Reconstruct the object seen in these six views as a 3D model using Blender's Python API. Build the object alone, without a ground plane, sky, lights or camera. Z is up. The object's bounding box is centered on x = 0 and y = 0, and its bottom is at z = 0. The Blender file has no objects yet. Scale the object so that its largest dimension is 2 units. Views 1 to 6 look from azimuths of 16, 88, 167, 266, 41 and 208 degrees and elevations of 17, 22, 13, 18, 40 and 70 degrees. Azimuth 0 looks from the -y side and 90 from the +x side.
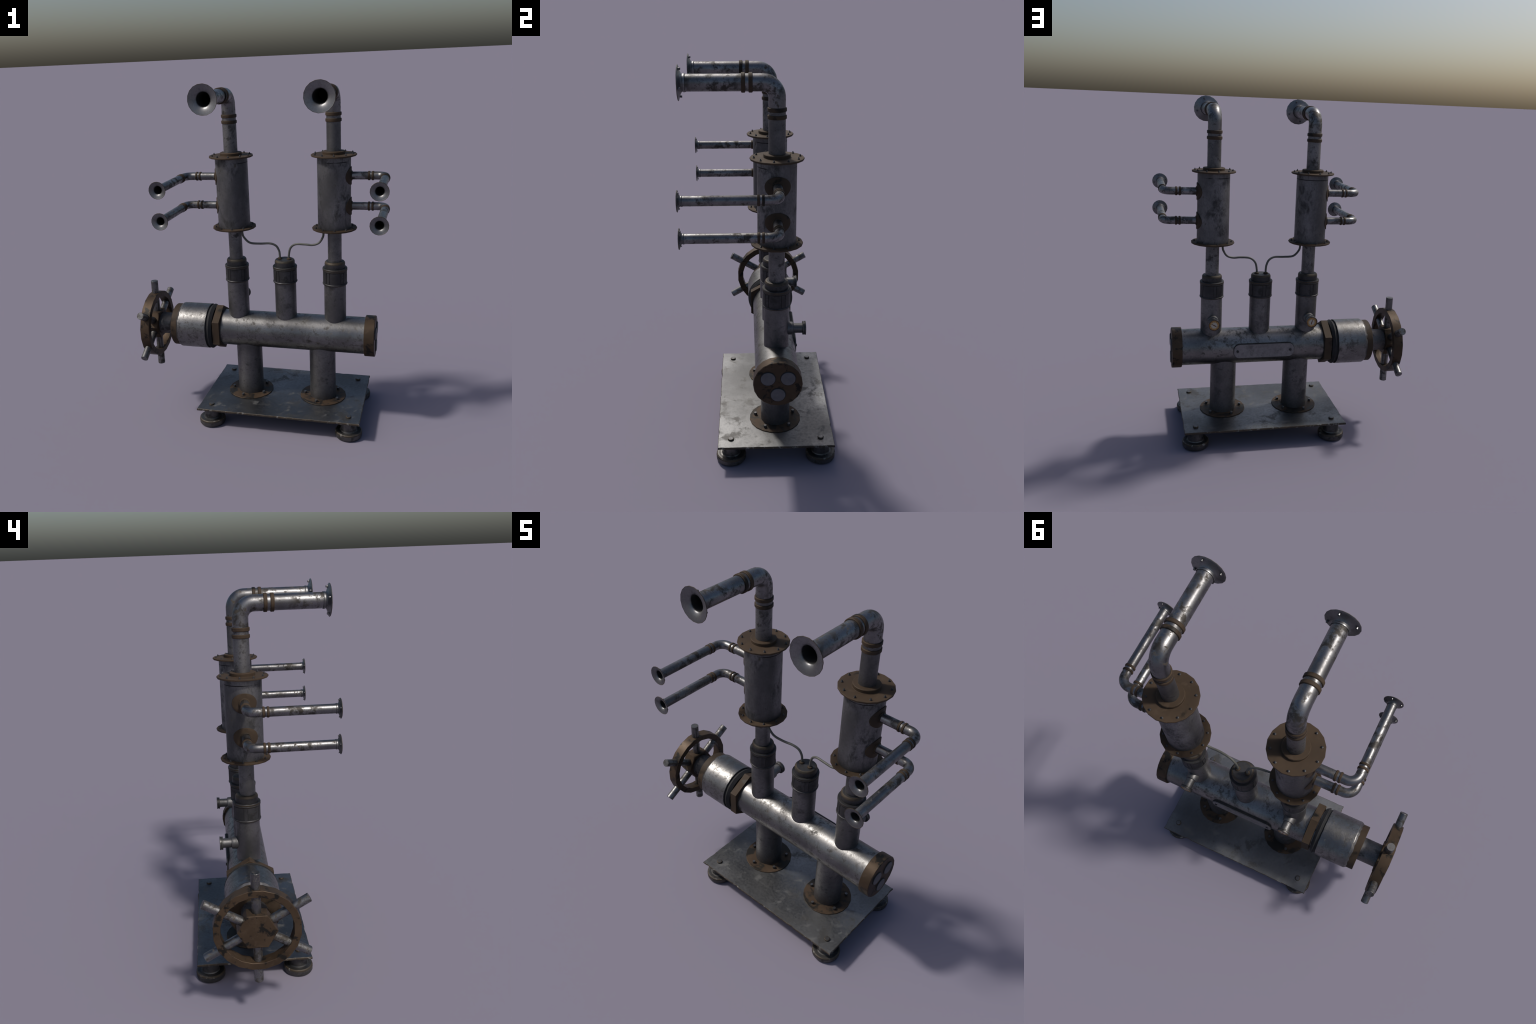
"""Weathered industrial horn machine: a bolted base plate carries a horizontal
main pipe with a handwheel valve; three uprights rise from it, two of them
through flanged chambers into elbowed horns."""
import bpy, bmesh, math, random
from math import sin, cos, pi, radians
from mathutils import Vector, Matrix, noise

random.seed(7)
COL = bpy.context.scene.collection

# ------------------------------------------------------------------ materials
class Nodes:
    def __init__(self, name):
        self.mat = bpy.data.materials.new(name)
        self.mat.use_nodes = True
        self.t = self.mat.node_tree
        self.t.nodes.clear()
        self.out = self.t.nodes.new('ShaderNodeOutputMaterial')
        self.bsdf = self.t.nodes.new('ShaderNodeBsdfPrincipled')
        self.t.links.new(self.bsdf.outputs[0], self.out.inputs[0])

    def link(self, src, dst):
        if hasattr(src, 'is_output'):
            self.t.links.new(src, dst)
        else:
            dst.default_value = src

    def coords(self, stretch=(1, 1, 1), offset=0.0):
        """Object coordinates, shifted per object so that repeats differ."""
        tc = self.t.nodes.new('ShaderNodeTexCoord')
        oi = self.t.nodes.new('ShaderNodeObjectInfo')
        mul = self.t.nodes.new('ShaderNodeVectorMath'); mul.operation = 'MULTIPLY_ADD'
        comb = self.t.nodes.new('ShaderNodeCombineXYZ')
        for i in range(3):
            self.t.links.new(oi.outputs['Random'], comb.inputs[i])
        self.t.links.new(comb.outputs[0], mul.inputs[0])
        mul.inputs[1].default_value = (7.3, 4.1, 9.7)
        self.t.links.new(tc.outputs['Object'], mul.inputs[2])
        mp = self.t.nodes.new('ShaderNodeMapping')
        mp.inputs['Scale'].default_value = stretch
        mp.inputs['Location'].default_value = (offset, offset * 1.7, offset * .6)
        self.t.links.new(mul.outputs[0], mp.inputs[0])
        return mp.outputs[0]

    def noise(self, vec, scale, detail=6, rough=.6, distort=0.0):
        n = self.t.nodes.new('ShaderNodeTexNoise')
        n.inputs['Scale'].default_value = scale
        n.inputs['Detail'].default_value = detail
        n.inputs['Roughness'].default_value = rough
        n.inputs['Distortion'].default_value = distort
        self.t.links.new(vec, n.inputs['Vector'])
        return n.outputs[0]

    def step(self, val, lo, hi, a=0.0, b=1.0):
        m = self.t.nodes.new('ShaderNodeMapRange')
        m.interpolation_type = 'SMOOTHSTEP'
        self.link(val, m.inputs[0])
        m.inputs[1].default_value = lo; m.inputs[2].default_value = hi
        m.inputs[3].default_value = a; m.inputs[4].default_value = b
        return m.outputs[0]

    def math(self, op, a, b=0.0):
        m = self.t.nodes.new('ShaderNodeMath'); m.operation = op; m.use_clamp = (op != 'POWER')
        self.link(a, m.inputs[0]); self.link(b, m.inputs[1])
        return m.outputs[0]

    def mix(self, f, a, b):
        m = self.t.nodes.new('ShaderNodeMix'); m.data_type = 'RGBA'
        self.link(f, m.inputs['Factor'])
        for v, s in ((a, m.inputs[6]), (b, m.inputs[7])):
            self.link(v if hasattr(v, 'is_output') else (*v, 1.0), s)
        return m.outputs[2]

    def fmix(self, f, a, b):
        m = self.t.nodes.new('ShaderNodeMix'); m.data_type = 'FLOAT'
        self.link(f, m.inputs['Factor']); self.link(a, m.inputs[2]); self.link(b, m.inputs[3])
        return m.outputs[0]

    def edge(self, radius=.004):
        """1 on convex and concave edges: bevelled normal against the real one."""
        b = self.t.nodes.new('ShaderNodeBevel'); b.samples = 6
        b.inputs['Radius'].default_value = radius
        g = self.t.nodes.new('ShaderNodeNewGeometry')
        d = self.t.nodes.new('ShaderNodeVectorMath'); d.operation = 'DOT_PRODUCT'
        self.t.links.new(b.outputs[0], d.inputs[0]); self.t.links.new(g.outputs['Normal'], d.inputs[1])
        return self.step(d.outputs['Value'], .80, .985, 1.0, 0.0)

    def bump(self, h, strength=.2, dist=.002):
        b = self.t.nodes.new('ShaderNodeBump')
        b.inputs['Strength'].default_value = strength
        b.inputs['Distance'].default_value = dist
        self.t.links.new(h, b.inputs['Height'])
        self.t.links.new(b.outputs[0], self.bsdf.inputs['Normal'])

    def object_z(self):
        tc = self.t.nodes.new('ShaderNodeTexCoord')
        s = self.t.nodes.new('ShaderNodeSeparateXYZ')
        self.t.links.new(tc.outputs['Object'], s.inputs[0])
        return s.outputs[2]

    def set(self, color, rough, metal, spec=None):
        self.link(color if hasattr(color, 'is_output') else (*color, 1.0), self.bsdf.inputs['Base Color'])
        self.link(rough, self.bsdf.inputs['Roughness'])
        self.link(metal, self.bsdf.inputs['Metallic'])
        if spec is not None:
            self.bsdf.inputs['Specular IOR Level'].default_value = spec
        return self.mat


def steel(name, light, dark, tarnish=(.50, .60), scale=11, stretch=(1, 1, 1), rough=(.36, .60),
          metal=(1.0, .55), rust=(.66, .74), rust_color=(.075, .050, .030), edge_rust=0.0,
          edge_color=(.07, .042, .022), bump=.15, cloud=.35, ring=None, scratch=0.0, pitting=(.54, .66)):
    """Galvanised steel: cloudy light metal, dark tarnish blotches, sparse rust specks."""
    n = Nodes(name)
    v = n.coords(stretch)
    big = n.noise(v, scale * .35, 4, .55)
    mid = n.noise(v, scale, 9, .68, .25)
    fine = n.noise(v, scale * 7, 4, .7)
    tar = n.step(mid, *tarnish)
    tar = n.math('MULTIPLY', tar, n.step(big, .38, .54, .25, 1.0))
    pit = n.step(n.noise(n.coords(stretch, 6.4), scale * 2.7, 8, .7, .2), *pitting)
    pit = n.math('MULTIPLY', pit, n.step(n.noise(n.coords(stretch, 9.2), scale * .5, 3, .5), .42, .58))
    tar = n.math('MAXIMUM', tar, n.math('MULTIPLY', pit, .75))
    clouds = n.step(big, .30, .70)
    base = n.mix(clouds, tuple(c * (1 - cloud) for c in light), tuple(c * (1 + cloud * .5) for c in light))
    base = n.mix(n.step(fine, .35, .7, 0, .28), base, tuple(c * .45 for c in light))
    col = n.mix(tar, base, dark)
    spots = n.step(n.noise(n.coords(stretch, 3.1), scale * 1.6, 7, .6, .4), *rust)
    col = n.mix(spots, col, rust_color)
    r = n.fmix(tar, n.step(fine, .3, .7, rough[0], rough[0] + .12), rough[1])
    r = n.fmix(spots, r, .75)
    m = n.fmix(tar, metal[0], metal[1])
    m = n.fmix(spots, m, .15)
    if ring is not None:           # a broken dark seam at one height
        z = n.object_z()
        node = n.t.nodes.new('ShaderNodeMath'); node.operation = 'SUBTRACT'
        n.t.links.new(z, node.inputs[0]); node.inputs[1].default_value = ring
        d = n.math('ABSOLUTE', node.outputs[0])
        seam = n.step(d, .0012, .003, 1.0, 0.0)
        seam = n.math('MULTIPLY', seam, n.step(n.noise(n.coords((1, 1, .1), 5.0), 7, 3, .5), .44, .54))
        col = n.mix(seam, col, tuple(c * .35 for c in dark))
    if scratch:
        s = n.step(n.noise(n.coords((5, 60, 60), 1.0), 3, 3, .6), .55, .75, 0, scratch)
        col = n.mix(s, col, tuple(c * 1.5 for c in light))
    if edge_rust:
        e = n.math('MULTIPLY', n.edge(), n.step(n.noise(n.coords((1, 1, 1), 8.0), 22, 4, .6), .30, .55, .25, edge_rust))
        col = n.mix(e, col, edge_color)
        r = n.fmix(e, r, .7)
        m = n.fmix(e, m, .2)
    grain = n.noise(v, scale * 2.6, 7, .72, .3)
    h = n.math('SUBTRACT', n.math('ADD', n.math('MULTIPLY', grain, .7), n.math('MULTIPLY', fine, .2)), n.math('MULTIPLY', tar, .2))
    n.bump(h, bump)
    return n.set(col, r, m)


def rust_paint(name, base, dark, patch=(.60, .66), rough=.62, metal=.25, edge=(.16, .095, .05), patch_scale=9):
    """Even brown rust with a few black worn patches and lighter edges."""
    n = Nodes(name)
    v = n.coords()
    big = n.noise(v, 6, 5, .6)
    fine = n.noise(v, 60, 5, .7)
    col = n.mix(n.step(big, .3, .7), tuple(c * .78 for c in base), tuple(c * 1.2 for c in base))
    pale = n.step(n.noise(n.coords((1, 1, 1), 4.4), patch_scale * 1.3, 7, .65, .3), .55, .68, 0, .5)
    col = n.mix(pale, col, tuple(c * m for c, m in zip(base, (1.45, 1.5, 1.6))))
    col = n.mix(n.step(fine, .4, .75, 0, .25), col, tuple(c * .6 for c in base))
    p = n.step(n.noise(n.coords((1, 1, 1), 2.0), patch_scale, 8, .62, .3), *patch)
    col = n.mix(p, col, dark)
    e = n.math('MULTIPLY', n.edge(.003), .55)
    col = n.mix(e, col, edge)
    n.bump(n.math('ADD', n.math('MULTIPLY', fine, .4), n.math('MULTIPLY', big, .4)), .12)
    return n.set(col, n.fmix(p, n.step(big, .3, .7, rough - .08, rough + .1), .5), n.fmix(p, metal, .5), .2)


def plain(name, color, rough, metal=0.0, vary=.25, scale=40):
    n = Nodes(name)
    f = n.noise(n.coords(), scale, 5, .6)
    col = n.mix(n.step(f, .3, .7), tuple(c * (1 - vary) for c in color), tuple(c * (1 + vary) for c in color))
    n.bump(f, .08)
    return n.set(col, rough, metal)


M_MAIN = steel('bright_brushed_steel', (.205, .204, .203), (.062, .058, .054), tarnish=(.51, .66), scale=17,
               stretch=(.7, 1, 1), rough=(.31, .50), metal=(1, .85), rust=(.60, .74), rust_color=(.045, .038, .031), cloud=.3, scratch=.2, bump=.38, pitting=(.49, .60))
M_PIPE = steel('tarnished_pipe_steel', (.165, .163, .166), (.045, .043, .042), tarnish=(.49, .62), scale=18,
               rough=(.44, .62), metal=(.9, .6), rust=(.64, .76), rust_color=(.055, .042, .030))
M_HORN = steel('polished_horn_steel', (.21, .21, .216), (.040, .036, .032), tarnish=(.46, .60), scale=20,
               rough=(.30, .56), metal=(1, .65), rust=(.58, .68), rust_color=(.050, .040, .030), cloud=.3, bump=.25)
M_BELL = steel('bell_steel', (.195, .196, .202), (.11, .108, .105), tarnish=(.54, .74), scale=16, rough=(.36, .52),
               metal=(1, .8), rust=(.74, .8), cloud=.25, bump=.1)
M_CHAMBER = steel('dull_chamber_steel', (.152, .150, .155), (.040, .039, .039), tarnish=(.455, .66), scale=19,
                  stretch=(1, 1, .6), rough=(.48, .64), metal=(.85, .6), rust=(.62, .74), rust_color=(.050, .042, .030), ring=1.551, cloud=.45)
M_LEG = steel('smooth_leg_steel', (.155, .152, .155), (.055, .053, .053), tarnish=(.50, .68), scale=13,
              rough=(.42, .58), metal=(.9, .7), rust=(.66, .78), rust_color=(.05, .042, .03), cloud=.4)
M_PLATE = steel('oily_plate_steel', (.165, .168, .172), (.075, .074, .073), tarnish=(.53, .64), scale=9,
                rough=(.38, .54), metal=(1, .8), rust=(.54, .80), rust_color=(.088, .086, .081), cloud=.35, bump=.14)
M_COLLAR = steel('dark_collar_iron', (.054, .053, .056), (.022, .0215, .0215), tarnish=(.47, .62), scale=20,
                 rough=(.48, .62), metal=(.7, .5), rust=(.64, .76), rust_color=(.045, .035, .024))
M_FOOT = steel('worn_foot_iron', (.12, .118, .117), (.036, .034, .033), tarnish=(.46, .62), scale=20,
               rough=(.38, .6), metal=(.9, .6), rust=(.62, .74), rust_color=(.045, .036, .025))
M_BOLT = plain('bolt_steel', (.12, .12, .123), .38, .85)
M_STUD = plain('dark_stud_steel', (.06, .06, .063), .5, .7)
M_SPOKE = steel('dirty_spoke_steel', (.20, .20, .203), (.05, .045, .04), tarnish=(.46, .60), scale=24, rough=(.34, .58),
                metal=(1, .6), rust=(.56, .68), rust_color=(.055, .042, .03), bump=.22)
M_EDGE = steel('rust_worn_edge', (.058, .043, .028), (.030, .024, .018), tarnish=(.46, .6), scale=30, rough=(.5, .65), metal=(.3, .2),
               rust=(.57, .63), rust_color=(.16, .155, .145), bump=.3)  # rust_color here is pale: paints silver glints along the edges
M_LIP = steel('rust_line', (.058, .042, .026), (.030, .025, .018), tarnish=(.44, .6), scale=26, rough=(.5, .65), metal=(.35, .3),
              rust=(.60, .72), rust_color=(.028, .026, .024), bump=.2)
M_RUST = rust_paint('brown_rusted_iron', (.047, .0320, .0205), (.016, .0145, .0125), patch=(.55, .66), rough=.68, metal=.05, edge=(.055, .036, .0225))
M_FLANGE = rust_paint('even_brown_flange', (.054, .0360, .0225), (.030, .0235, .017), patch=(.62, .74), rough=.68, metal=.08, edge=(.064, .041, .025))
M_LEGFLANGE = rust_paint('patchy_foot_flange', (.058, .038, .0240), (.025, .0230, .0205), patch=(.48, .56), patch_scale=11, rough=.6, metal=.15)
M_WHEEL = rust_paint('handwheel_rust', (.057, .0385, .0245), (.016, .0150, .0135), patch=(.535, .62), patch_scale=21,
                     rough=.48, metal=.4, edge=(.061, .0405, .0255))
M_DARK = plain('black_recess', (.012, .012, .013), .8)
M_BORE = plain('bore_blackened_for_shade', (.01, .01, .01), .9)  # near-black base colour bakes in the darkness inside the horn
M_CABLE = plain('grey_green_cable', (.075, .075, .065), .55, 0.0, .15)
M_PLAQUE = steel('plaque_steel', (.22, .215, .22), (.13, .125, .125), tarnish=(.5, .7), scale=14, rough=(.5, .6),
                 metal=(.8, .7), rust=(.75, .8), cloud=.2, edge_rust=.8, edge_color=(.02, .02, .02))  # edge tint is near-black: draws the plaque's shadow outline
M_DISC = plain('frosted_disc', (.10, .098, .106), .6, .3, .12)
M_TICK = plain('dial_ink', (.07, .06, .05), .7)
M_NEEDLE = plain('dial_needle', (.11, .035, .012), .6)


def dial_material():
    n = Nodes('aged_dial_face')
    tc = n.t.nodes.new('ShaderNodeTexCoord')
    ln = n.t.nodes.new('ShaderNodeVectorMath'); ln.operation = 'LENGTH'
    n.t.links.new(tc.outputs['Object'], ln.inputs[0])
    wob = n.noise(n.coords(), 90, 4, .6)
    node = n.t.nodes.new('ShaderNodeMath'); node.operation = 'MULTIPLY_ADD'
    n.t.links.new(wob, node.inputs[0]); node.inputs[1].default_value = .012
    n.t.links.new(ln.outputs['Value'], node.inputs[2])
    r = node.outputs[0]
    col = n.mix(n.step(r, .017, .030), (.40, .37, .315), (.40, .225, .055))
    col = n.mix(n.step(r, .0285, .0365), col, (.13, .048, .012))
    return n.set(col, .45, 0.0)

M_DIAL = dial_material()

# ------------------------------------------------------------------- geometry
def link_mesh(name, me, mat, parent, matrix=None, sharp=32):
    if not me.materials:
        for m in (mat if isinstance(mat, (list, tuple)) else [mat]):
            me.materials.append(m)
    if sharp is not None:
        me.shade_smooth()
        me.set_sharp_from_angle(angle=radians(sharp))
    ob = bpy.data.objects.new(name, me)
    COL.objects.link(ob)
    if matrix is not None:
        ob.matrix_world = matrix
    if parent is not None:
        ob.parent = parent
        ob.matrix_parent_inverse = parent.matrix_world.inverted()
        ob.matrix_world = matrix if matrix is not None else Matrix.Identity(4)
    return ob


def to_mesh(bm, name):
    bmesh.ops.recalc_face_normals(bm, faces=bm.faces)
    me = bpy.data.meshes.new(name)
    bm.to_mesh(me); bm.free()
    return me


def revolve(name, profile, segs=40, closed=False, phase=0.0, slots=None, wobble=None):
    """Turn (radius, height) points round local z.  closed joins last to first;
    slots gives a material index per profile span."""
    # holding loops beside every corner keep long spans flat under smooth shading
    prof, sl, src = [], [], []
    last = len(profile) if closed else len(profile) - 1
    for k, p in enumerate(profile):
        prof.append(p); src.append(k)
        if k < last:
            q = profile[(k + 1) % len(profile)]
            L = math.hypot(q[0] - p[0], q[1] - p[1])
            cuts = (.0016 / L, 1 - .0016 / L) if L > .008 else ()
            for t in cuts:
                prof.append((p[0] + (q[0] - p[0]) * t, p[1] + (q[1] - p[1]) * t))
                src.append(k if t < .5 else (k + 1) % len(profile))
            sl += [slots[k] if slots else 0] * (len(cuts) + 1)
    if slots:
        slots = sl
    profile = prof
    bm = bmesh.new()
    rings = []
    for k, (r, z) in enumerate(profile):
        if r < 1e-6:
            rings.append([bm.verts.new((0, 0, z))])
        else:
            ring = []
            for i in range(segs):
                a = phase + 2 * pi * i / segs
                dr, dz = wobble(src[k], i, a) if wobble else (0, 0)
                ring.append(bm.verts.new(((r + dr) * cos(a), (r + dr) * sin(a), z + dz)))
            rings.append(ring)
    spans = list(zip(rings, rings[1:])) + ([(rings[-1], rings[0])] if closed else [])
    for k, (a, b) in enumerate(spans):
        for i in range(segs):
            j = (i + 1) % segs
            va = [a[i], a[j]] if len(a) > 1 else [a[0]]
            vb = [b[j], b[i]] if len(b) > 1 else [b[0]]
            if len(va) + len(vb) < 3:
                continue
            f = bm.faces.new(va + vb)
            if slots:
                f.material_index = slots[k]
    return to_mesh(bm, name)


def cylinder(name, r, z0, z1, segs=40, ch=.0015, phase=0.0):
    return revolve(name, [(0, z0), (r - ch, z0), (r, z0 + ch), (r, z1 - ch), (r - ch, z1), (0, z1)], segs, phase=phase)


def band(name, r_in, r_out, w, segs=40, ch=.0025):
    h = w / 2
    return revolve(name, [(r_in, -h), (r_out - ch, -h), (r_out, -h + ch), (r_out, h - ch), (r_out - ch, h), (r_in, h)], segs, closed=True)


def tube(name, path, r, segs=32, caps=True):
    """Round tube along a polyline, frames carried by parallel transport."""
    bm = bmesh.new()
    pts = [Vector(p) for p in path]
    t = (pts[1] - pts[0]).normalized()
    u = t.orthogonal().normalized()
    rings = []
    for i, p in enumerate(pts):
        nt = (pts[min(i + 1, len(pts) - 1)] - pts[max(i - 1, 0)]).normalized()
        u = (t.rotation_difference(nt) @ u).normalized(); t = nt
        w = t.cross(u)
        rings.append([bm.verts.new(p + r * (cos(2 * pi * k / segs) * u + sin(2 * pi * k / segs) * w)) for k in range(segs)])
    for a, b in zip(rings, rings[1:]):
        for k in range(segs):
            j = (k + 1) % segs
            bm.faces.new((a[k], a[j], b[j], b[k]))
    if caps:
        bm.faces.new(rings[0]); bm.faces.new(rings[-1])
    return to_mesh(bm, name)


def elbow_path(a, b, leg, bend, steps=14):
    """Path in the frame of a pipe corner at the origin: in along a, out along b."""
    a, b = Vector(a), Vector(b)
    pts = [a * leg]
    for i in range(steps + 1):
        q = (pi / 2) * i / steps
        pts.append((a + b) * bend - a * bend * sin(q) - b * bend * cos(q))
    pts.append(b * leg)
    return pts


def spline(points, n=10):
    """Catmull-Rom through the points."""
    P = [Vector(p) for p in points]
    P = [2 * P[0] - P[1]] + P + [2 * P[-1] - P[-2]]
    out = []
    for i in range(1, len(P) - 2):
        for k in range(n):
            t = k / n
            a, b, c, d = P[i - 1:i + 3]
            out.append(.5 * (2 * b + (c - a) * t + (2 * a - 5 * b + 4 * c - d) * t * t + (3 * b - a - 3 * c + d) * t ** 3))
    out.append(P[-2])
    return out


def prism(name, R, z0, z1, sides=6, phase=0.0, ch=.0015):
    return revolve(name, [(0, z0), (R - ch * 2, z0), (R, z0 + ch), (R, z1 - ch), (R - ch * 2, z1), (0, z1)], sides, phase=phase)


def axis_matrix(origin, z, x=None):
    z = Vector(z).normalized()
    x = Vector(x) if x is not None else (Vector((1, 0, 0)) if abs(z.x) < .9 else Vector((0, 1, 0)))
    y = z.cross(x).normalized(); x = y.cross(z)
    m = Matrix((x, y, z)).transposed().to_4x4()
    m.translation = Vector(origin)
    return m


def at(x, y, z):
    return Matrix.Translation((x, y, z))


def empty(name, loc, parent):
    e = bpy.data.objects.new(name, None)
    e.empty_display_size = .05
    COL.objects.link(e)
    if parent:
        e.parent = parent
    e.matrix_world = at(*loc)
    bpy.context.view_layer.update()
    return e


# ---------------------------------------------------------------- layout
YC = .0635                       # centre line of the main pipe
ZM = .5262                       # its height
COLUMN = {'right': dict(x=.4188, y=.0662, side=1, dz=0.0, zs=(1.469, 1.2995), xs=.7035),
          'left': dict(x=-.1666, y=.0556, side=-1, dz=-.003, zs=(1.4640, 1.2955), xs=-.4490)}
MOUTH_Y = -.3705
HORN_Z = 1.9222

root = empty('horn_machine', (0, 0, 0), None)
root['label'] = 'weathered steel pipe machine with horns, gauges and a rusty handwheel'
root['category'] = 'machine'

# ---------------------------------------------------------------- base plate
def plate_mesh():
    x0, x1, y0, y1 = -.3722, .5943, -.2420, .3630
    top, bot, ch = .1160, .1028, .0024
    step = .007
    per = []
    def side(a, b, n_out):
        n = int((b - a).length / step)
        for i in range(n):
            p = a.lerp(b, i / n)
            nick = max(0.0, noise.noise(Vector((p.x * 26, p.y * 26, 3.3))) - .12) * .0058
            fine = (noise.noise(Vector((p.x * 90, p.y * 90, 1.1)))) * .0009
            if i == 0:
                nick = fine = 0
            per.append(p - n_out * (nick + abs(fine)))
    c = [Vector((x0, y0, 0)), Vector((x1, y0, 0)), Vector((x1, y1, 0)), Vector((x0, y1, 0))]
    for k, no in enumerate((Vector((0, -1, 0)), Vector((1, 0, 0)), Vector((0, 1, 0)), Vector((-1, 0, 0)))):
        side(c[k], c[(k + 1) % 4], no)
    cen = Vector(((x0 + x1) / 2, (y0 + y1) / 2, 0))
    bm = bmesh.new()
    def inset(p, d):
        return Vector((p.x - math.copysign(min(d, abs(p.x - cen.x)), p.x - cen.x),
                       p.y - math.copysign(min(d, abs(p.y - cen.y)), p.y - cen.y), 0))
    loops = []
    for z, d in ((bot, ch), (bot + ch, 0), (top - ch, 0), (top, ch)):
        ring = []
        for i, p in enumerate(per):
            q = inset(p, d)
            jig = noise.noise(Vector((p.x * 60, p.y * 60, z * 400))) * .0006 if d == 0 else 0
            ring.append(bm.verts.new((q.x, q.y, z + jig)))
        loops.append(ring)
    n = len(per)
    for a, b in zip(loops, loops[1:]):
        for i in range(n):
            bm.faces.new((a[i], a[(i + 1) % n], b[(i + 1) % n], b[i])).material_index = 1
    bm.faces.new(loops[0]); bm.faces.new(loops[-1])
    return to_mesh(bm, 'base_plate')

base = link_mesh('base_plate', plate_mesh(), [M_PLATE, M_EDGE], root, sharp=30)

foot_me = revolve('foot', [(0, 0), (.066, 0), (.0735, .003), (.0772, .010), (.0776, .030), (.0762, .037), (.0715, .0405),
                           (.062, .0405), (.056, .039), (.049, .041), (.0462, .046), (.0462, .092), (.049, .096), (.049, .1052), (0, .1052)], 28, slots=[0, 0, 0, 0, 1, 1, 0, 0, 0, 0, 0, 0, 0, 0])
bolt_me = revolve('bolt', [(0, -.004), (.0145, -.004), (.0158, .001), (.0158, .0060), (.0142, .0085), (.0120, .0090), (0, .0088)], 16, slots=[1, 1, 1, 1, 1, 0])
for x in (-.2990, .5250):
    for y in (-.1750, .2955):
        link_mesh('foot', foot_me, [M_FOOT, M_EDGE], base, at(x, y, 0) @ Matrix.Rotation(random.uniform(0, 6), 4, 'Z'))
        link_mesh('plate_bolt', bolt_me, [M_BOLT, M_LIP], base, at(x, y - .0005, .1158) @ Matrix.Rotation(random.uniform(0, 6), 4, 'Z'))

# ---------------------------------------------------------------- support legs
leg_flange = revolve('leg_flange', [(.070, .1155), (.1375, .1155), (.1385, .1168), (.1385, .1200), (.1370, .1212), (.070, .1212)], 20, closed=True, phase=.1)
leg_bolt = revolve('leg_bolt', [(0, -.004), (.0085, -.004), (.0088, .001), (.0088, .0125), (.0078, .0148), (0, .0152)], 8)
leg_body = revolve('support_leg', [(.0782, .117), (.0776, .124), (.0774, .45), (.0774, ZM - .03)], 44)
for x in (.3395, -.1145):
    leg = link_mesh('support_leg', leg_body, M_LEG, root, at(x, .0640, 0))
    link_mesh('leg_flange', leg_flange, M_LEGFLANGE, leg, at(x, .0632, 0))
    for k in range(5):
        a = radians(-175 + 72 * k)
        link_mesh('leg_bolt', leg_bolt, M_BOLT, leg, at(x + .1085 * cos(a), .0632 + .1085 * sin(a), .1212))

# ---------------------------------------------------------------- main pipe
X_AX = axis_matrix((0, YC, ZM), (1, 0, 0), (0, 1, 0))      # local z -> world x, local x -> world y
main = link_mesh('main_pipe', revolve('main_pipe', [(0, -.60), (.1078, -.60 + .26), (.1078, .605), (0, .605)], 64), M_MAIN, root, X_AX)
link_mesh('end_cap', revolve('end_cap', [(.100, .5955), (.1185, .5955), (.1205, .5980), (.1205, .6515), (.1180, .6545), (0, .6545)], 20), M_WHEEL, main, X_AX)
disc_me = revolve('end_disc', [(0, 0), (.0350, 0), (.0350, .0045), (.0335, .0062), (0, .0062)], 24)
disc_dark_ring = revolve('end_disc_dark_ring', [(.0325, 0), (.0385, 0), (.0375, .0035), (.0335, .0050)], 24)
for a in (33, 147, -90):
    p = (.6545, YC + .0005 + .058 * cos(radians(a)), ZM + .002 + .058 * sin(radians(a)))
    link_mesh('end_disc', disc_me, M_DISC, main, axis_matrix(p, (1, 0, 0)))
    link_mesh('end_disc_dark_ring', disc_dark_ring, M_DARK, main, axis_matrix(p, (1, 0, 0)))

link_mesh('hexagon_nut', prism('hexagon_nut', .1395, -.3100, -.2660, phase=pi / 2), M_RUST, main, X_AX, sharp=20)
link_mesh('nut_gasket', revolve('nut_gasket', [(.105, -.268), (.1125, -.268), (.1115, -.2635), (.105, -.262)], 48), M_DARK, main, X_AX)

# valve casing with torn rusty lip
def torn(k, i, a):
    if k in (1, 2):
        w = noise.noise(Vector((cos(a) * 5, sin(a) * 5, 2))) * .0055 + noise.noise(Vector((cos(a) * 13, sin(a) * 13, 5))) * .0045
        return (-abs(w) * .3, w)
    if k in (5, 6):
        w = noise.noise(Vector((cos(a) * 7, sin(a) * 7, 9))) * .0016
        return (-abs(w) * .6, w)
    return (0, 0)
link_mesh('valve_casing', revolve('valve_casing', [(.110, -.545), (.1290, -.5400), (.1362, -.5300), (.1372, -.526), (.1372, -.360), (.1372, -.3535), (.1340, -.3505),
                                                   (.1290, -.3500), (.1290, -.3380), (.1362, -.3372), (.1366, -.3330), (.1235, -.3165), (.105, -.3165)], 72,
                                  wobble=torn, slots=[3, 3] + [0] * 3 + [1] * 6 + [2]), [M_MAIN, M_DARK, M_COLLAR, M_LEG], main, X_AX)  # end chamfer and groove ring given darker materials to remove their sun highlights
link_mesh('casing_ring', revolve('casing_ring', [(.05, -.5770), (.1255, -.5770), (.1280, -.5745), (.1280, -.540), (.1260, -.535), (.05, -.535)], 40, closed=True), M_RUST, main, X_AX)

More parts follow.
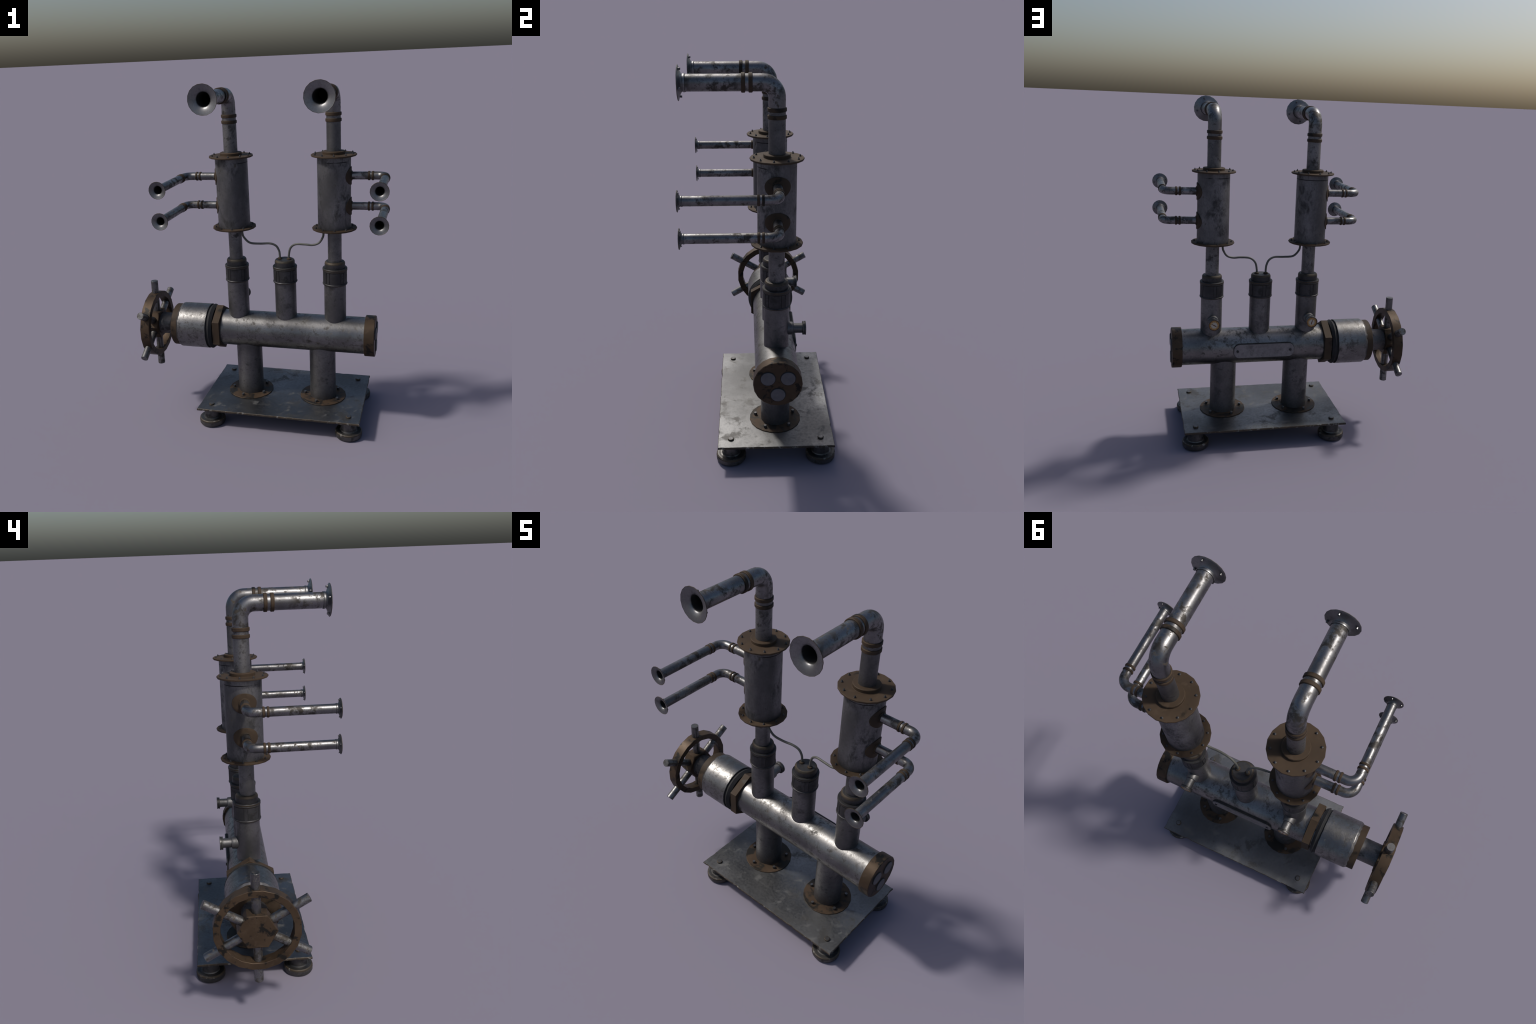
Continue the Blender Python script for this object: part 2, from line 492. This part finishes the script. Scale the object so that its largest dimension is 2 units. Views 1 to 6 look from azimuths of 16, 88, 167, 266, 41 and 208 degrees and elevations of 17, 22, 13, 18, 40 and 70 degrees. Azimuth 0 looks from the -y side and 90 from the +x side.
# name plaque on the back
def plaque_mesh(x0, x1, z0, z1, y0, y1, r, name):
    bm = bmesh.new()
    out = []
    for cx, cz, a0 in ((x1 - r, z1 - r, 0), (x0 + r, z1 - r, 90), (x0 + r, z0 + r, 180), (x1 - r, z0 + r, 270)):
        for k in range(9):
            a = radians(a0 + 90 * k / 8)
            out.append((cx + r * cos(a), cz + r * sin(a)))
    a = [bm.verts.new((x, y0, z)) for x, z in out]
    b = [bm.verts.new((x, y1, z)) for x, z in out]
    n = len(out)
    for i in range(n):
        bm.faces.new((a[i], a[(i + 1) % n], b[(i + 1) % n], b[i]))
    bm.faces.new(a); bm.faces.new(b)
    return to_mesh(bm, name)
link_mesh('name_plaque', plaque_mesh(-.0735, .2925, .4855, .5695, .1735, .1785, .034, 'name_plaque'), M_PLAQUE, main, sharp=30)
link_mesh('plaque_shadow_slab', plaque_mesh(-.0757, .2947, .4833, .5717, .150, .1742, .036, 'plaque_shadow_slab'), M_DARK, main)  # oversized black slab modelled to show the shadow gap round the plaque
screw_me = revolve('plaque_screw', [(0, -.003), (.0072, -.003), (.0078, .002), (.0065, .005), (0, .0055)], 12)
for x in (.2705, -.0512):
    link_mesh('plaque_screw', screw_me, M_COLLAR, main, axis_matrix((x, .1785, .5280), (0, 1, 0)))

# ---------------------------------------------------------------- handwheel
WX, WY, WZ, = -.7125, .0620, .5250
WM = axis_matrix((WX, WY, WZ), (-1, 0, 0), (0, 1, 0))     # local z points outward (-x)
wheel = link_mesh('handwheel', revolve('handwheel', [(.1700, -.0255), (.1690, 0), (.1700, .0285), (.1715, .0300), (.2020, .0300), (.2035, .0285), (.2035, -.0255), (.2020, -.0270), (.1715, -.0270)],
                                       20, closed=True, phase=.16), M_WHEEL, root, WM, sharp=28)
link_mesh('wheel_hub', prism('wheel_hub', .0940, -.0345, .0385, phase=0.0), M_WHEEL, wheel, WM, sharp=20)
spoke_me = revolve('wheel_spoke', [(0, 0), (.0217, 0), (.0217, .202), (.0207, .2035), (0, .2035)], 20)
for k in range(6):
    a = radians(90 + 60 * k)
    d = Vector((0, cos(a), sin(a)))
    link_mesh('wheel_spoke', spoke_me, M_SPOKE, wheel, axis_matrix(Vector((WX, WY, WZ)) + d * .0755, d, (1, 0, 0)))
link_mesh('wheel_shaft', revolve('wheel_shaft', [(0, -.706), (.0645, -.706), (.0655, -.704), (.0655, -.560), (0, -.560)], 40), M_PIPE, wheel, X_AX)

# ---------------------------------------------------------------- uprights and collars
collar_cap = revolve('collar_cap', [(.030, .9765), (.0490, .9765), (.0535, .9750), (.0572, .9705), (.0588, .9640), (.0590, .9340), (.030, .9340)], 28, slots=[0, 1, 1, 1, 0, 0, 0])
canister_cap = revolve('canister_cap', [(0, .9765), (.0490, .9765), (.0535, .9750), (.0572, .9705), (.0588, .9640), (.0590, .9340), (.030, .9340)], 28, slots=[0, 1, 1, 1, 0, 0, 0])
collar_body = revolve('collar_body', [(.0560, .9385), (.0690, .9385), (.0712, .9355), (.0715, .9310), (.0700, .9275), (.0712, .9240), (.0695, .9205), (.0672, .9195), (.0672, .8505),
                                      (.0692, .8490), (.0716, .8465), (.0716, .8430), (.0695, .8395), (.0560, .8385)], 28, slots=[0, 0, 1, 1, 0, 1, 0, 0, 0, 0, 0, 1, 0, 0])

def shell(name, r0, r1, half, z0, z1, n=6):
    """Curved slab on a cylinder, +-half degrees about local +x."""
    bm = bmesh.new()
    rows = []
    for i in range(n + 1):
        a = radians(-half + 2 * half * i / n)
        rows.append([bm.verts.new((r * cos(a), r * sin(a), z)) for r, z in ((r0, z0), (r1, z0), (r1, z1), (r0, z1))])
    for a, b in zip(rows, rows[1:]):
        for k in range(4):
            bm.faces.new((a[k], a[(k + 1) % 4], b[(k + 1) % 4], b[k]))
    bm.faces.new(rows[0]); bm.faces.new(rows[-1])
    return to_mesh(bm, name)
panel_me = shell('collar_panel', .0665, .0690, 26.5, .8525, .9180)
rib_me = shell('collar_rib', .0665, .0692, 7.0, .8515, .9190, 2)

def collar(parent, x, y, cap):
    body = link_mesh('collar', collar_body, [M_COLLAR, M_LIP], parent, at(x, y, 0))
    link_mesh('collar_cap', cap, [M_COLLAR, M_LIP], parent, at(x, y, 0))
    for k in range(5):
        a = radians(-80.5 + 72 * k)
        link_mesh('collar_panel', panel_me, M_COLLAR, parent, at(x, y, 0) @ Matrix.Rotation(a, 4, 'Z'))
        link_mesh('collar_rib', rib_me, M_COLLAR, parent, at(x, y, 0) @ Matrix.Rotation(a + radians(36), 4, 'Z'))

upright_me = revolve('upright_pipe', [(.0630, ZM + .04), (.0630, .842)], 44)
riser_me = revolve('riser_pipe', [(.0392, .965), (.0392, 1.165)], 36)
gauge_body = revolve('gauge_body', [(.0, -.160), (.0300, -.160), (.0335, -.098), (.0325, -.069), (.0310, -.0615), (.0250, -.0600), (.0250, -.0160), (.0330, -.0150), (.0352, -.0130), (.0352, -.0095),
                                    (.0325, -.0080), (.0325, -.0060), (.0352, -.0045), (.0356, -.0005), (.0350, .0015), (.0318, .0022), (.0308, -.0008), (0, -.0008)], 28, slots=[0] * 8 + [1] * 9)
dial_me = cylinder('gauge_dial', .0309, -.002, .0002, 28, .0002)

def gauge(parent, x, y, z, tip_deg):
    m = axis_matrix((x, y, z), (0, 1, 0), (-1, 0, 0))      # local x = right as seen from behind, local y = up
    body = link_mesh('pressure_gauge', gauge_body, [M_PIPE, M_FOOT], parent, m)
    link_mesh('gauge_dial', dial_me, M_DIAL, parent, m)
    marks = bmesh.new()
    for k in range(9):
        a = radians(225 - 33.75 * k)
        c = Vector((.0215 * cos(a), .0215 * sin(a), .0006))
        for off, sx, sy in ((Vector((-.0015, 0, 0)), .0018, .0042), (Vector((.0013, .0004, 0)), .0016, .0034)):
            mm = Matrix.Translation(c + off) @ Matrix.Diagonal((sx, sy, .0008, 1))
            bmesh.ops.create_cube(marks, size=1, matrix=mm)
    for k in range(24):
        a = 2 * pi * k / 24
        mm = Matrix.Translation((.0288 * cos(a), .0288 * sin(a), .0005)) @ Matrix.Rotation(a, 4, 'Z') @ Matrix.Diagonal((.0020, .0006, .0006, 1))
        bmesh.ops.create_cube(marks, size=1, matrix=mm)
    tick = link_mesh('gauge_marks', to_mesh(marks, 'gauge_marks'), M_TICK, parent, m, sharp=None)
    tick['kind'] = 'stuff'
    bm = bmesh.new()
    pts = [(-.0135, -.0024), (-.0135, .0024), (.002, .0026), (.0185, .0009), (.0185, -.0009), (.002, -.0026)]
    lo = [bm.verts.new((px_, py_, .0007)) for px_, py_ in pts]
    hi = [bm.verts.new((px_, py_, .0016)) for px_, py_ in pts]
    for i in range(6):
        bm.faces.new((lo[i], lo[(i + 1) % 6], hi[(i + 1) % 6], hi[i]))
    bm.faces.new(lo); bm.faces.new(hi)
    link_mesh('gauge_needle', to_mesh(bm, 'gauge_needle'), M_NEEDLE, parent, m @ Matrix.Rotation(radians(tip_deg), 4, 'Z'), sharp=None)

for key, c in COLUMN.items():
    y_low = (c['y'] + .0645) / 2
    up = link_mesh('upright_pipe', upright_me, M_LEG, root, at(c['x'], y_low, 0))
    link_mesh('riser_pipe', riser_me, M_PIPE, up, at(c['x'], c['y'], 0))
    collar(up, c['x'], y_low, collar_cap)
    gauge(up, c['x'] - .001, .2125 if key == 'right' else .2085, .7085 if key == 'right' else .7075, 150 if key == 'right' else 74)

# middle canister with two cables
CX, CY = .1250, .0645
canister = link_mesh('canister', upright_me, M_LEG, root, at(CX, CY, 0))
collar(canister, CX, CY, canister_cap)
grommet_me = revolve('cable_grommet', [(.0050, .974), (.0125, .974), (.0140, .9785), (.0128, .9830), (.0090, .9850), (.0050, .9850)], 18)
L_IN, R_IN = (.0962, .0650), (.1510, .0640)
for gx, gy in (L_IN, R_IN):
    link_mesh('cable_grommet', grommet_me, M_RUST, canister, at(gx, gy, 0))
paths = ([(-.1165, .036, 1.170), (-.1165, .037, 1.140), (-.1090, .038, 1.110), (-.0745, .040, 1.0765), (-.0150, .042, 1.0720), (.0430, .049, 1.0730),
          (.0770, .058, 1.0575), (.0925, .0635, 1.028), (L_IN[0], L_IN[1], 1.002), (L_IN[0], L_IN[1], .974)],
         [(.3580, .054, 1.170), (.3575, .054, 1.142), (.3535, .053, 1.118), (.3310, .050, 1.0845), (.2935, .048, 1.0715), (.2480, .049, 1.0735),
          (.1930, .056, 1.0700), (.1620, .062, 1.045), (R_IN[0], R_IN[1], 1.002), (R_IN[0], R_IN[1], .974)])
for p in paths:
    link_mesh('cable', tube('cable', spline(p, 8), .0063, 14), M_CABLE, root)

# ---------------------------------------------------------------- chambers
FR = .1262
flange_top = revolve('chamber_flange', [(.036, 1.5795), (FR - .0015, 1.5795), (FR, 1.5810), (FR, 1.5870), (FR - .0015, 1.5885), (.0640, 1.5885), (.0630, 1.5895),
                                        (.0630, 1.6030), (.0605, 1.6055), (.036, 1.6055)], 18, closed=True, phase=.12)
flange_bottom = revolve('chamber_flange', [(.036, 1.1765), (FR - .0015, 1.1765), (FR, 1.1750), (FR, 1.1690), (FR - .0015, 1.1675), (.0640, 1.1675), (.0630, 1.1665),
                                           (.0630, 1.1560), (.0605, 1.1540), (.036, 1.1540)], 18, closed=True, phase=.12)
flange_bolt = revolve('flange_bolt', [(0, -.002), (.0060, -.002), (.0060, .0018), (.0050, .0022), (.0048, .0052), (.0030, .0058), (.0028, .0090), (.0018, .0105), (0, .0105)], 8)
barrel_me = revolve('chamber', [(.0928, 1.174), (.0928, 1.582)], 56)
stack_me = revolve('stack_pipe', [(.0392, 1.590), (.0392, HORN_Z - .118)], 36)

def saddle_mesh(r, ry, rz, hole, z0, lift):
    """Curved oval patch hugging a cylinder of radius r about local z, facing local +x."""
    bm = bmesh.new()
    n, rings = 36, []
    spec = [(1.0, -.002), (1.0, lift * .8), (.975, lift), (.70, lift * 1.05), (hole, lift * 1.25)]
    for s, h in spec:
        ring = []
        for i in range(n):
            a = 2 * pi * i / n
            y, z = ry * s * cos(a), rz * s * sin(a)
            rr = r + h
            ring.append(bm.verts.new((math.sqrt(max(rr * rr - y * y, 1e-8)), y, z0 + z)))
        rings.append(ring)
    for a, b in zip(rings, rings[1:]):
        for i in range(n):
            bm.faces.new((a[i], a[(i + 1) % n], b[(i + 1) % n], b[i]))
    return to_mesh(bm, 'saddle_plate')
saddle_me = saddle_mesh(.0928, .0600, .0500, .36, 0, .0042)
saddle_lip = revolve('saddle_lip', [(.018, -.012), (.0285, -.012), (.0275, .003), (.0255, .0045), (.018, .0045)], 24, closed=True)

# ---------------------------------------------------------------- horns
def bell_mesh(name, R, rp, depth, bore, segs=18):
    """Flared mouth at local z=0 opening towards +z; pipe runs to -z."""
    out, inn = [], []
    steps = 10
    for i in range(steps + 1):
        q = i / steps                      # 0 at rim, 1 at the neck
        e = (1 - q) ** 1.9
        out.append((rp + (R - .0006 - rp) * e, -.0030 - depth * q))
        inn.append((rp * .955 + (R - .0020 - rp * .955) * (1 - q) ** 2.4, -.0006 - depth * 1.25 * q))
    w = depth * .56
    nz = out[-1][1]
    prof = [(R - .0010, 0), (R, -.0008), (R, -.0024)] + out
    bead = rp + (.0026 if R > .06 else .0017)
    prof += [(bead - .0004, nz - .0015), (bead, nz - .003), (bead, nz - w - .0005), (bead - .0006, nz - w - .0016), (rp * .965, nz - w - .0026), (rp * .955, nz - w - .02)]
    prof = prof[::-1]
    k0 = len(prof)
    prof += inn + [(rp * .93, inn[-1][1] - .02), (rp * .92, -bore), (0, -bore)]
    slots = [0] * (k0 + len(inn) - 1) + [1] * 3
    for k in range(k0 - 3, k0):
        slots[k] = 2
    slots[1] = slots[2] = 1
    return revolve(name, prof, segs, phase=.08, slots=slots[:len(prof) - 1]), nz - w - .0026

big_bell, big_neck = bell_mesh('horn_bell', .0785, .0380, .0185, .20)
small_bell, small_neck = bell_mesh('horn_bell', .0475, .0226, .0120, .12)
bell_bolt = revolve('bell_bolt', [(0, -.0014), (.0050, -.0014), (.0054, .0065), (.0046, .0082), (0, .0084)], 8)
small_bell_bolt = revolve('bell_bolt', [(0, -.0010), (.0031, -.0010), (.0033, .0042), (.0027, .0053), (0, .0054)], 8)
big_band = band('pipe_band', .0360, .0438, .0182)
small_band = band('pipe_band', .0190, .0254, .0118, 32, .002)
big_elbow = tube('horn_elbow', elbow_path((0, 0, -1), (0, -1, 0), .150, .066), .0388, 36)

def bell(parent, x, z, me, bolt, R, rbolt, back):
    m = axis_matrix((x, MOUTH_Y, z), (0, -1, 0), (1, 0, 0))    # local x = world x, local y = up
    b = link_mesh('horn_bell', me, [M_BELL, M_BORE, M_LIP], parent, m, sharp=40)
    for k in range(4):
        a = radians(75 - 90 * k)
        link_mesh('bell_bolt', bolt, M_BOLT, parent,
                  axis_matrix((x + rbolt * cos(a), MOUTH_Y + back, z + rbolt * sin(a)), (0, 1, 0)))

for key, c in COLUMN.items():
    x, y, dz, s = c['x'], c['y'], c['dz'], c['side']
    chamber = link_mesh('chamber', barrel_me, M_CHAMBER, root, at(x, y, dz))
    link_mesh('chamber_flange', flange_top, M_FLANGE, chamber, at(x, y, dz))
    link_mesh('chamber_flange', flange_bottom, M_FLANGE, chamber, at(x, y, dz))
    for k in range(10):
        a = radians(26 + 36 * k)
        for z in (1.5885, 1.1765):
            link_mesh('flange_bolt', flange_bolt, M_STUD, chamber,
                      at(x + .1080 * cos(a), y + .1080 * sin(a), z + dz) @ Matrix.Rotation(random.uniform(0, 1), 4, 'Z'))
    # tall horn
    horn = link_mesh('stack_horn', tube('stack_horn', [(x, y - .125, HORN_Z), (x, (y + MOUTH_Y) / 2, HORN_Z), (x, MOUTH_Y - big_neck - .004, HORN_Z)], .0379, 36, False), M_HORN, root)
    link_mesh('horn_elbow', big_elbow, M_HORN, horn, at(x, y, HORN_Z))
    link_mesh('stack_pipe', stack_me, M_PIPE, horn, at(x, y, dz * .5))
    for d in (.1178, .1505):
        link_mesh('pipe_band', big_band, M_RUST, horn, axis_matrix((x, y, HORN_Z - d), (0, 0, 1)))
        link_mesh('pipe_band', big_band, M_RUST, horn, axis_matrix((x, y - d - (.002 if s < 0 else 0), HORN_Z), (0, 1, 0)))
    bell(horn, x, HORN_Z, big_bell, bell_bolt, .0785, .0635, .0080)
    # two side horns
    xs = c['xs']
    small_elbow = tube('horn_elbow', elbow_path((-s, 0, 0), (0, -1, 0), .098, .046), .0222, 28)
    for z in c['zs']:
        sh = link_mesh('side_horn', tube('side_horn', [(xs, y - .082, z), (xs, (y + MOUTH_Y) / 2, z), (xs, MOUTH_Y - small_neck - .003, z)], .0225, 28, False), M_HORN, root)
        link_mesh('horn_elbow', small_elbow, M_HORN, sh, at(xs, y, z))
        link_mesh('inlet_pipe', tube('inlet_pipe', [(x + s * .080, y, z), (x + s * .14, y, z), (xs - s * .082, y, z)], .0218, 28), M_HORN, sh)
        for d in (.0720, .0925):
            link_mesh('pipe_band', small_band, M_RUST, sh, axis_matrix((xs - s * d, y, z), (1, 0, 0)))
            link_mesh('pipe_band', small_band, M_RUST, sh, axis_matrix((xs, y - d + .001 - (.003 if s < 0 else 0), z), (0, 1, 0)))
        bell(sh, xs, z, small_bell, small_bell_bolt, .0475, .0385, .0055)
        rot = Matrix.Rotation(0 if s > 0 else pi, 4, 'Z')
        link_mesh('saddle_plate', saddle_me, M_RUST, chamber, at(x, y, z) @ rot)
        link_mesh('saddle_lip', saddle_lip, M_RUST, chamber, axis_matrix((x + s * .0965, y, z), (s, 0, 0)))
